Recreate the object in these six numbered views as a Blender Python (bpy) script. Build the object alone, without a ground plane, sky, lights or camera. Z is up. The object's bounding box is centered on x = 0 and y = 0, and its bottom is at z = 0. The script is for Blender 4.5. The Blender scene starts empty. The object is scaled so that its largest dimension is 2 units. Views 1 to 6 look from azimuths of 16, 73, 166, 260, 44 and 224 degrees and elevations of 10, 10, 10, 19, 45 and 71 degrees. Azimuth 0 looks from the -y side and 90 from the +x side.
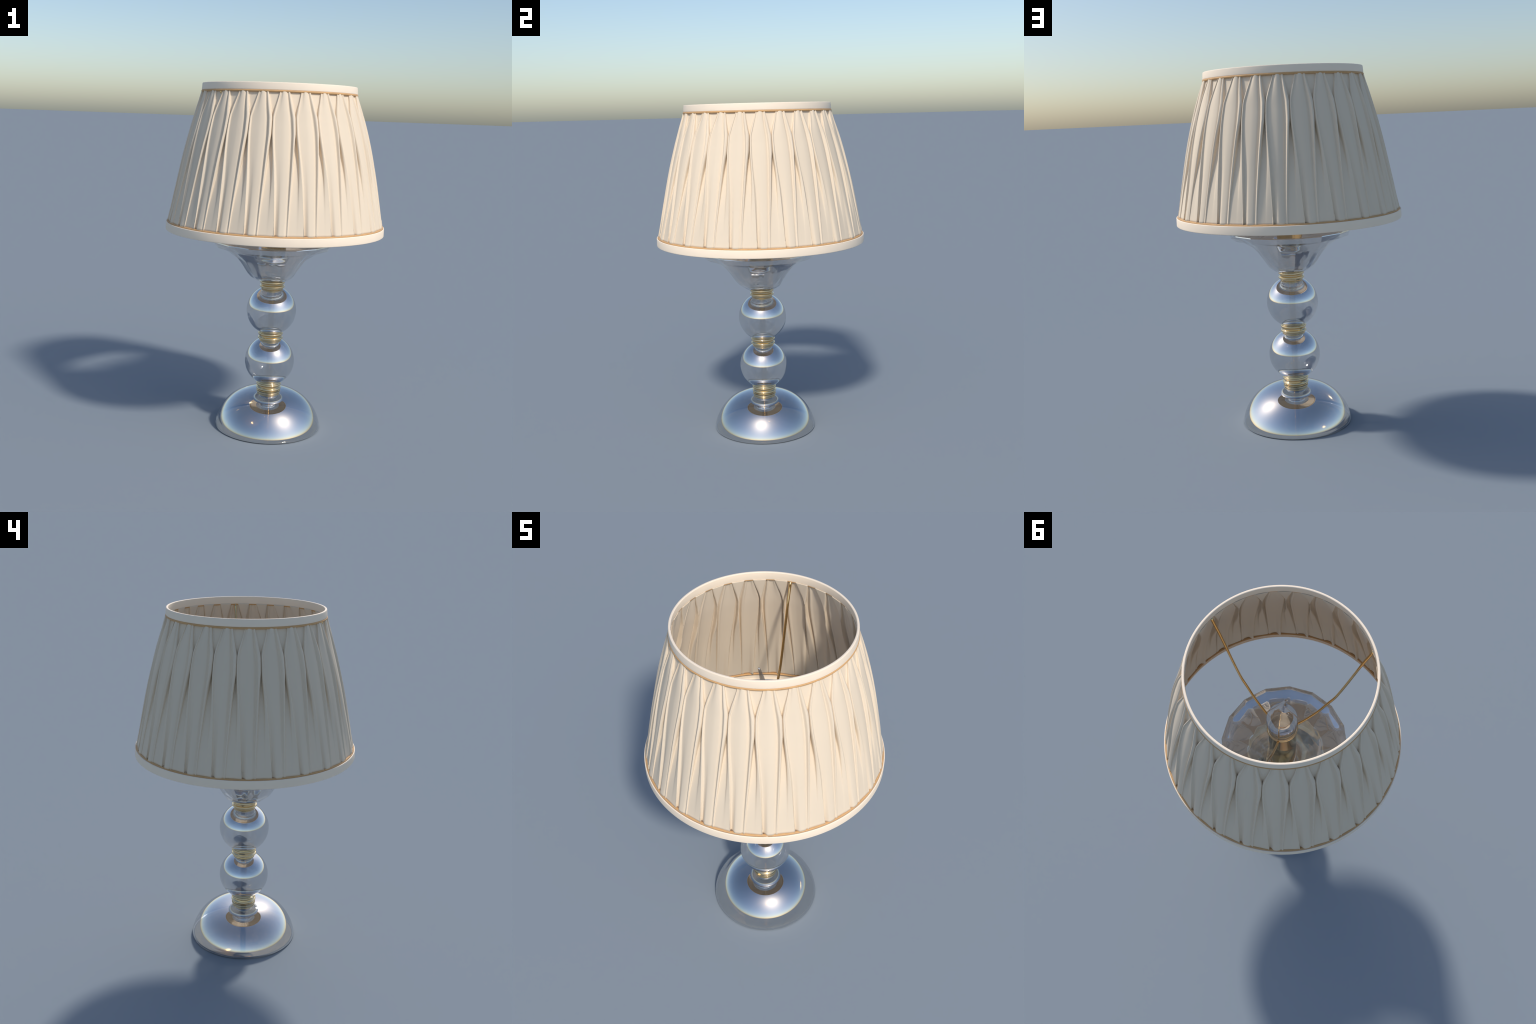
"""Table lamp: chromed base, balls and faceted cup, brass collars, candle tube
with a flame-tip bulb, and a pleated cream lampshade on a three-wire spider."""
import math
import bpy
import numpy as np
from mathutils import Vector

TAU = math.tau


# ------------------------------------------------------------------ materials
def new_material(name, colour, rough, metallic=0.0, **extra):
    m = bpy.data.materials.new(name)
    m.use_nodes = True
    b = m.node_tree.nodes["Principled BSDF"]
    b.inputs["Base Color"].default_value = (*colour, 1)
    b.inputs["Roughness"].default_value = rough
    b.inputs["Metallic"].default_value = metallic
    for key, value in extra.items():
        b.inputs[key.replace("_", " ")].default_value = value
    return m


def grain(m, scale, stretch, low, high, bump=0.0, bump_scale=None):
    """Vary the base colour a little with stretched noise, plus an optional bump."""
    t = m.node_tree
    b = t.nodes["Principled BSDF"]
    base = tuple(b.inputs["Base Color"].default_value)[:3]
    co = t.nodes.new("ShaderNodeTexCoord")
    mp = t.nodes.new("ShaderNodeMapping")
    mp.inputs["Scale"].default_value = stretch
    n = t.nodes.new("ShaderNodeTexNoise")
    n.inputs["Scale"].default_value = scale
    n.inputs["Detail"].default_value = 3
    r = t.nodes.new("ShaderNodeValToRGB")
    r.color_ramp.elements[0].position = 0.3
    r.color_ramp.elements[1].position = 0.7
    r.color_ramp.elements[0].color = (*[c * low for c in base], 1)
    r.color_ramp.elements[1].color = (*[min(1.0, c * high) for c in base], 1)
    t.links.new(co.outputs["Object"], mp.inputs["Vector"])
    t.links.new(mp.outputs["Vector"], n.inputs["Vector"])
    t.links.new(n.outputs["Fac"], r.inputs["Fac"])
    t.links.new(r.outputs["Color"], b.inputs["Base Color"])
    if bump:
        n2 = t.nodes.new("ShaderNodeTexNoise")
        n2.inputs["Scale"].default_value = bump_scale
        bp = t.nodes.new("ShaderNodeBump")
        bp.inputs["Strength"].default_value = bump
        bp.inputs["Distance"].default_value = 0.001
        t.links.new(mp.outputs["Vector"], n2.inputs["Vector"])
        t.links.new(n2.outputs["Fac"], bp.inputs["Height"])
        t.links.new(bp.outputs["Normal"], b.inputs["Normal"])
    return m


# the "crystal" is thin smoky mirror glass: mostly reflecting, a little see-through
MIRROR_GLASS = grain(new_material("smoky_mirror_glass", (0.80, 0.80, 0.80), 0.0, 1.0, Alpha=0.77), 6, (1, 1, 1), 0.985, 1.015)
CLEAR_GLASS = grain(new_material("clear_mirror_glass", (0.84, 0.84, 0.84), 0.0, 1.0, Alpha=0.60), 6, (1, 1, 1), 0.985, 1.015)
BRASS = grain(new_material("polished_brass", (0.84, 0.65, 0.38), 0.06, 1.0), 9, (1, 1, 1), 0.95, 1.05)
WIRE = grain(new_material("brass_wire", (0.83, 0.57, 0.27), 0.12, 1.0), 9, (1, 1, 1), 0.95, 1.05)
FABRIC = grain(new_material("cream_pleated_silk", (0.785, 0.654, 0.497), 0.75, 0.0, Specular_IOR_Level=0.2),
               5, (1, 1, 0.25), 0.985, 1.015)
BAND = grain(new_material("ivory_band", (0.97, 0.81, 0.63), 0.6, 0.0, Specular_IOR_Level=0.3), 7, (1, 1, 1), 0.985, 1.01)
PIPING = grain(new_material("tan_piping", (0.63, 0.37, 0.165), 0.6, 0.0, Specular_IOR_Level=0.3), 30, (1, 1, 1), 0.94, 1.05)


# ------------------------------------------------------------------ geometry helpers
def add_object(name, mesh, parent, material, smooth=True, angle=None):
    mesh.materials.append(material)
    mesh.polygons.foreach_set("use_smooth", [smooth] * len(mesh.polygons))
    if angle is not None:
        mesh.set_sharp_from_angle(angle=math.radians(angle))
    o = bpy.data.objects.new(name, mesh)
    bpy.context.scene.collection.objects.link(o)
    o.parent = parent
    return o


def grid_mesh(name, rings, closed_u=True, closed_v=False, cap_start=False, cap_end=False):
    """rings: array (n_rings, n_around, 3); quads between neighbouring rings."""
    rings = np.asarray(rings, float)
    nv, nu = rings.shape[:2]
    idx = np.arange(nv * nu).reshape(nv, nu)
    i = idx if closed_v else idx[:-1]
    j = np.roll(idx, -1, 0) if closed_v else idx[1:]
    if closed_u:
        f = np.stack([i, np.roll(i, -1, 1), np.roll(j, -1, 1), j], -1)
    else:
        f = np.stack([i[:, :-1], i[:, 1:], j[:, 1:], j[:, :-1]], -1)
    faces = f.reshape(-1, 4).tolist()
    if cap_start:
        faces.append(idx[0][::-1].tolist())
    if cap_end:
        faces.append(idx[-1].tolist())
    me = bpy.data.meshes.new(name)
    me.from_pydata(rings.reshape(-1, 3).tolist(), [], faces)
    me.validate()
    me.update()
    return me


def lathe(name, profile, segments=96, centre=None, **caps):
    """profile: (radius, z) from bottom to top, outside facing outward."""
    a = np.arange(segments) * TAU / segments
    p = np.asarray(profile, float)
    rings = np.stack([np.outer(p[:, 0], np.cos(a)), np.outer(p[:, 0], np.sin(a)),
                      np.outer(p[:, 1], np.ones(segments))], -1)
    if centre is not None:
        rings[..., :2] += np.asarray(centre)[:, None, :]
    return grid_mesh(name, rings, **caps)


def pchip(x, y, q):
    """Shape-preserving cubic through (x, y), columns of y handled together."""
    x, y, q = np.asarray(x, float), np.asarray(y, float), np.asarray(q, float)
    flat = y.ndim == 1
    y = y[:, None] if flat else y
    h = np.diff(x)[:, None]
    d = np.diff(y, axis=0) / h
    m = np.zeros_like(y)
    m[0], m[-1] = d[0], d[-1]
    w1, w2 = 2 * h[1:] + h[:-1], h[1:] + 2 * h[:-1]
    same = d[:-1] * d[1:] > 0
    safe = np.where(same, w1 / np.where(same, d[:-1], 1) + w2 / np.where(same, d[1:], 1), 1)
    m[1:-1] = np.where(same, (w1 + w2) / safe, 0)
    k = np.clip(np.searchsorted(x, q, side="right") - 1, 0, len(x) - 2)
    t = ((q - x[k]) / (x[k + 1] - x[k]))[:, None]
    hk = h[k]
    out = ((2 * t**3 - 3 * t**2 + 1) * y[k] + (t**3 - 2 * t**2 + t) * hk * m[k]
           + (-2 * t**3 + 3 * t**2) * y[k + 1] + (t**3 - t**2) * hk * m[k + 1])
    return out[:, 0] if flat else out


def arc(cx, cz, r, a0, a1, n):
    """Points of a circular arc in the (radius, z) half plane, degrees."""
    t = np.radians(np.linspace(a0, a1, n))
    return [(cx + r * math.cos(k), cz + r * math.sin(k)) for k in t]


def spline(points, n):
    """Dense pchip curve through 2D points, parametrised by chord length."""
    p = np.asarray(points, float)
    s = np.concatenate([[0], np.cumsum(np.linalg.norm(np.diff(p, axis=0), axis=1))])
    return pchip(s, p, np.linspace(0, s[-1], n))


# ------------------------------------------------------------------ the lamp
lamp = bpy.data.objects.new("table_lamp", None)
bpy.context.scene.collection.objects.link(lamp)
lamp["label"] = "table lamp with chrome ball stem and pleated cream shade"
lamp["category"] = "table lamp"

# --- base: a polished dome, a little fuller than an ellipsoid
BASE_R, BASE_H = 0.3135, 0.2235
ang = np.linspace(0, math.pi / 2, 90)[:-1]
dome = [(BASE_R * math.cos(t) ** (2 / 2.8), BASE_H * math.sin(t) ** (2 / 1.6)) for t in ang]
dome = [(BASE_R - 0.009, 0.0005), (BASE_R - 0.003, 0.0)] + [(r, max(z, 0.003)) for r, z in dome] + [(0.002, BASE_H)]
base = add_object("base", lathe("base", dome, 128, cap_end=True), lamp, MIRROR_GLASS, angle=50)
# brass plate closing the hollow dome from below
plate = [(0.280, 0.0010), (0.2985, 0.0015), (0.3000, 0.0030), (0.2985, 0.0050), (0.280, 0.0060)]
add_object("base_plate", lathe("base_plate", plate, 96, cap_start=True, cap_end=True), base, BRASS, angle=40)

# --- two mirror balls
BALL_R = 0.1458
me = lathe("ball", arc(0, 0, BALL_R, -89.5, 89.5, 65), 96, cap_start=True, cap_end=True)
for k, z in enumerate((0.3990, 0.7060)):
    if k == 0:
        ball = add_object("ball", me, lamp, MIRROR_GLASS)
        ball.location.z = z
    else:
        twin = ball.copy()
        twin.location.z = z
        bpy.context.scene.collection.objects.link(twin)


# --- brass collars: two rolled rings over a tapering ferrule
def collar_profile(top, ring_hi, ring_lo, bottom, groove, foot):
    p = [(foot - 0.004, bottom), (foot, bottom + 0.0015)]
    p += spline([(foot, bottom + 0.002), (foot + 0.002, ring_lo - 0.0075)], 4).tolist()
    for z in (ring_lo, ring_hi):
        p += arc(0.0672, z, 0.0066, -62, 62, 14)
        if z == ring_lo:
            p += [(groove, (ring_lo + ring_hi) / 2 - 0.003), (groove, (ring_lo + ring_hi) / 2 + 0.003)]
    p += [(0.0672, ring_hi + 0.0062), (0.062, top), (0.05, top)]
    return p


for bottom, lo, hi, top, groove, foot in (
        (0.2190, 0.2330, 0.2585, 0.2725, 0.0665, 0.0648),
        (0.5255, 0.5418, 0.5672, 0.5800, 0.0665, 0.0655),
        (0.8330, 0.8515, 0.8760, 0.8830, 0.0655, 0.0640)):
    add_object("collar", lathe("collar", collar_profile(top, hi, lo, bottom, groove, foot), 96, cap_start=True, cap_end=True),
               lamp, BRASS, angle=40)

# --- slim brass rod running up the axis, dimly seen through the glass
add_object("rod", lathe("rod", [(0.016, 0.0065), (0.017, 0.008), (0.017, 0.893), (0.016, 0.895)], 32, cap_start=True, cap_end=True),
           lamp, BRASS, angle=40)

# --- faceted flared cup, sixteen panels, leaning a hair to one side
PANELS, PHASE = 16, math.radians(15.0)
outer = spline([(0.060, 0.875), (0.073, 0.8790), (0.0985, 0.8910), (0.121, 0.9050), (0.144, 0.934), (0.176, 0.982),
                (0.206, 1.0185), (0.245, 1.0465), (0.282, 1.0695), (0.3180, 1.0815)], 46)
inner = spline([(0.3180, 1.1055), (0.290, 1.0945), (0.262, 1.0795), (0.235, 1.0640), (0.207, 1.0460), (0.165, 1.000), (0.130, 0.950),
                (0.105, 0.920), (0.088, 0.907), (0.060, 0.901)], 40)
rim = [(0.3310, 1.0850), (0.3395, 1.1120), (0.3385, 1.1165), (0.3345, 1.1170), (0.3270, 1.1105)]
prof = np.array(outer.tolist() + rim + inner.tolist())
per = 8
a = np.arange(PANELS * per) * TAU / (PANELS * per)
cell = (a * PANELS / TAU) % 1.0
flat = math.cos(math.pi / PANELS) / np.cos((cell - 0.5) * TAU / PANELS)
cup = []
for i, (r, z) in enumerate(prof):
    k = min(1.0, max(0.0, (r - 0.066) / 0.02))
    hollow = 0.024 if i < len(outer) else 0.0        # only the outside is fluted
    if hollow == 0.0:
        k = min(1.0, max(0.0, (r - 0.19) / 0.02))    # inside, the bowl of the cup is round
    flute = 1.0 - hollow * k * min(1.0, max(0.0, (0.30 - r) / 0.16)) * np.sin(np.pi * cell) ** 2
    rr = r * 1.006 * (k * flat + (1 - k)) * flute
    lean = float(np.interp(z, [0.878, 0.930, 1.030, 1.080], [0.0, 1.0, 1.0, 0.66]))
    cup.append(np.stack([rr * np.cos(a + PHASE) + -0.0075 * lean, rr * np.sin(a + PHASE) - 0.0115 * lean, np.full_like(a, z)], -1))
add_object("cup", grid_mesh("cup", cup, cap_start=True, cap_end=True), lamp, CLEAR_GLASS, angle=17)

# --- candle tube with its ring, and the flame-tip bulb
TUBE_R = 0.0725
tube = [(TUBE_R - 0.004, 0.893), (TUBE_R, 0.894), (TUBE_R, 1.10), (TUBE_R, 1.318), (TUBE_R + 0.0015, 1.320), (TUBE_R + 0.0015, 1.333), (TUBE_R + 0.0015, 1.335)]
tube += arc(TUBE_R + 0.0018, 1.3435, 0.0055, -70, 90, 10)
tube += [(TUBE_R - 0.002, 1.349), (TUBE_R - 0.004, 1.345), (TUBE_R - 0.004, 1.30), (0.03, 1.295)]
add_object("candle_tube", lathe("candle_tube", tube, 96, cap_start=True, cap_end=True), lamp, BRASS, angle=40)

bulb = spline([(0.050, 1.300), (0.058, 1.325), (0.0665, 1.350), (0.0765, 1.390), (0.0808, 1.430), (0.0785, 1.470),
               (0.0655, 1.515), (0.0455, 1.560), (0.0285, 1.600), (0.0175, 1.638), (0.0120, 1.668), (0.0085, 1.700),
               (0.0065, 1.7195), (0.0045, 1.7250), (0.0008, 1.7270)], 70)
bend = np.clip((bulb[:, 1] - 1.56) / 0.167, 0, 1) ** 2.2
lean = np.outer(bend, [-0.0290, -0.0080])
add_object("bulb", lathe("bulb", bulb, 64, centre=lean, cap_start=True, cap_end=True), lamp, CLEAR_GLASS)

# ------------------------------------------------------------------ the shade
PLEATS, PERIOD = 25, 360 / 25
Z_TOP, Z_BOTTOM = 1.9585, 1.2300

# where each fold line of a pleat runs: z, right lip edge, right groove,
# left groove, left lip edge (degrees off the pleat's centre line)
FOLDS = [(1.230, 3.30, 2.30, -3.20, -7.20), (1.345, 3.70, 2.70, -3.10, -6.80), (1.453, 4.40, 3.10, -3.12, -6.55),
         (1.521, 4.90, 3.42, -3.35, -6.35), (1.588, 5.40, 3.75, -3.85, -6.30), (1.652, 5.92, 4.08, -4.55, -6.65),
         (1.699, 6.40, 4.28, -4.90, -7.02), (1.746, 6.95, 4.37, -5.20, -7.30), (1.817, 7.05, 4.05, -5.42, -7.25),
         (1.864, 6.05, 3.40, -4.30, -6.20), (1.911, 4.90, 2.75, -3.15, -4.40), (1.9585, 3.75, 2.20, -1.95, -2.65)]
# how far each line stands off the outer envelope (metres): valley, left lip crest,
# left groove, panel centre, right groove, right lip crest
RELIEF = [(1.230, -0.0030, 0.0000, -0.0120, 0.0030, -0.0025, 0.0010), (1.345, -0.0060, 0.0000, -0.0115, -0.0010, -0.0055, 0.0010),
          (1.453, -0.0115, 0.0000, -0.0110, -0.0040, -0.0090, 0.0005), (1.588, -0.0220, -0.0015, -0.0105, -0.0060, -0.0125, 0.0000),
          (1.699, -0.0325, -0.0030, -0.0105, -0.0070, -0.0140, 0.0000), (1.780, -0.0285, -0.0035, -0.0105, -0.0070, -0.0140, 0.0000),
          (1.864, -0.0190, -0.0030, -0.0085, -0.0035, -0.0110, 0.0000), (1.9585, -0.0120, -0.0020, -0.0055, 0.0012, -0.0060, -0.0005)]
ENVELOPE = [(1.230, 0.6142), (1.419, 0.5785), (1.5935, 0.5428), (1.764, 0.4993), (1.86, 0.4700), (1.9585, 0.4370)]
DRIFT = 0.0032          # the cloth hangs a touch toward +x at mid height

zs = np.concatenate([np.linspace(Z_BOTTOM, 1.80, 56)[:-1], np.linspace(1.80, Z_TOP, 30)])
folds = pchip([f[0] for f in FOLDS], [f[1:] for f in FOLDS], zs)
relief = pchip([f[0] for f in RELIEF], [f[1:] for f in RELIEF], zs)
env = pchip([e[0] for e in ENVELOPE], [e[1] for e in ENVELOPE], zs)


def catmull(points, sub):
    """Closed-period Catmull-Rom: points (n, 2), last joins first + PERIOD."""
    n = len(points)
    shift = np.array([PERIOD, 0])
    ext = np.vstack([points[-1] - shift, points, points[0] + shift, points[1] + shift])
    out = []
    for i in range(n):
        p0, p1, p2, p3 = ext[i], ext[i + 1], ext[i + 2], ext[i + 3]
        for t in np.arange(sub) / sub:
            out.append(0.5 * (2 * p1 + (p2 - p0) * t + (2 * p0 - 5 * p1 + 4 * p2 - p3) * t**2 + (3 * p1 - p0 - 3 * p2 + p3) * t**3))
    return np.array(out)


rings = []
rng = np.random.default_rng(11)
sway = rng.normal(0, 0.09, (PLEATS, 2))
for z, (rl, rg, lg, ll), (hv, hl, hlg, hp, hrg, hr), R in zip(zs, folds, relief, env):
    low = np.clip((1.60 - z) / 0.35, 0, 1)          # 0 above, 1 at the hem
    gap = (ll + PERIOD) - rl                         # valley width
    crest_l = ll + (lg - ll) * (0.42 * (1 - low) + 0.90 * low)
    section = np.array([
        (rl - PERIOD + gap * 0.50, hv),                                  # valley floor
        (ll - 0.06 - 0.15 * low, hv + (hl - hv) * 0.10),                  # foot of left lip
        (ll + 0.12 + 0.9 * low, hl + (hv - hl) * (0.30 + 0.3 * low)),     # left lip edge
        (crest_l - 0.25 + 0.1 * low, hl - 0.0004),
        (crest_l + 0.30 - 0.18 * low, hl - 0.0006),                                   # left lip crest
        (lg - 0.45 * (1 - low), hlg + 0.0008 * (1 - low)),                                                # left groove
        (lg + 0.75, hlg * 0.75 + hp * 0.25),
        (lg * 0.40, hp - 0.0010),
        (0.15, hp),                                                       # panel
        (rg * 0.62, hp * 0.7 + hrg * 0.3),
        (rg - 0.10, hrg),                                                 # right groove
        (rg + (rl - rg) * 0.36, hr - 0.0012),
        (rg + (rl - rg) * 0.66, hr),                                      # right lip crest
        (rl - 0.05, hr + (hv - hr) * 0.28),                               # right lip edge
        (rl + 0.08, hv + (hr - hv) * 0.12),                               # foot
    ])
    curve = catmull(section, 5)
    row = []
    for k in range(PLEATS):
        s = math.sin((z - Z_BOTTOM) / (Z_TOP - Z_BOTTOM) * math.pi)
        th = np.radians(curve[:, 0] + k * PERIOD + sway[k, 0] * s)
        rr = R + curve[:, 1]
        row.append(np.stack([rr * np.cos(th) + DRIFT * s, rr * np.sin(th), np.full(len(th), z)], -1))
    rings.append(np.concatenate(row))
shade = add_object("lampshade", grid_mesh("lampshade", rings), lamp, FABRIC)
sol = shade.modifiers.new("cloth_thickness", "SOLIDIFY")
sol.thickness, sol.offset = 0.0022, -1


# --- bands: rounded strips at the top and the hem
def band_profile(r_bot, r_top, z0, z1, thick, round_):
    """Closed cross-section of a strip with rounded edges, as (radius, z)."""
    p = []
    for cx, cz, a0 in ((r_bot - round_, z0 + round_, -90), (r_top - round_, z1 - round_, 0),
                       (r_top - thick + round_, z1 - round_, 90), (r_bot - thick + round_, z0 + round_, 180)):
        p += arc(cx, cz, round_, a0, a0 + 90, 6)
    return p


def ring_object(name, profile, material, parent, segments=160, **kw):
    return add_object(name, lathe(name, profile, segments, closed_v=True), parent, material, **kw)


ring_object("band", band_profile(0.4375, 0.4345, 1.9600, 2.0000, 0.0120, 0.0042)[:12]
            + arc(0.4265, 1.9960, 0.0040, 90, 180, 6) + arc(0.4280, 1.9590, 0.0020, 180, 270, 4), BAND, shade)
# the hem band is a thin strip with an inward lip along its lower edge
ring_object("band", arc(0.6215, 1.1820, 0.0040, -90, 0, 6) + arc(0.6215, 1.2208, 0.0035, 0, 180, 8) + [(0.6185, 1.1920)]
            + arc(0.6165, 1.1845, 0.0030, 90, 180, 5) + arc(0.6165, 1.1810, 0.0030, 180, 270, 5), BAND, shade)

# --- tan piping where cloth and bands meet
def oval(cx, cz, a, b, n=28):
    return [(cx + a * math.cos(t), cz + b * math.sin(t)) for t in np.arange(n) * TAU / n]


ring_object("piping", oval(0.4332, 1.9555, 0.0066, 0.0058), PIPING, shade)
ring_object("piping", oval(0.6110, 1.2262, 0.0080, 0.0056), PIPING, shade)

# --- spider: three brass wires from the candle ring to the top band
path = [(0.070, 1.340), (0.103, 1.356), (0.147, 1.391), (0.190, 1.434), (0.235, 1.498), (0.270, 1.545), (0.294, 1.598),
        (0.320, 1.664), (0.353, 1.754), (0.387, 1.848), (0.4265, 1.945), (0.4290, 1.957)]
dense = spline(path, 46)
tan = np.gradient(dense, axis=0)
tan /= np.linalg.norm(tan, axis=1)[:, None]
ring_a = np.arange(12) * TAU / 12
tubes = []
for (r, z), (tr, tz), s in zip(dense, tan, np.linspace(0, 1, len(dense))):
    wide = 0.0067 + 0.0012 * max(0.0, (s - 0.93) / 0.07)
    tubes.append(np.stack([r - tz * 0.0067 * np.cos(ring_a), wide * np.sin(ring_a), z + tr * 0.0067 * np.cos(ring_a)], -1))
me = grid_mesh("spider_wire", tubes, cap_start=True, cap_end=True)
for k in range(3):
    if k == 0:
        wire = add_object("spider_wire", me, shade, WIRE)
    else:
        wire = wire.copy()
        bpy.context.scene.collection.objects.link(wire)
    wire.rotation_euler.z = math.radians((-0.2, 116.6, 238.6)[k])
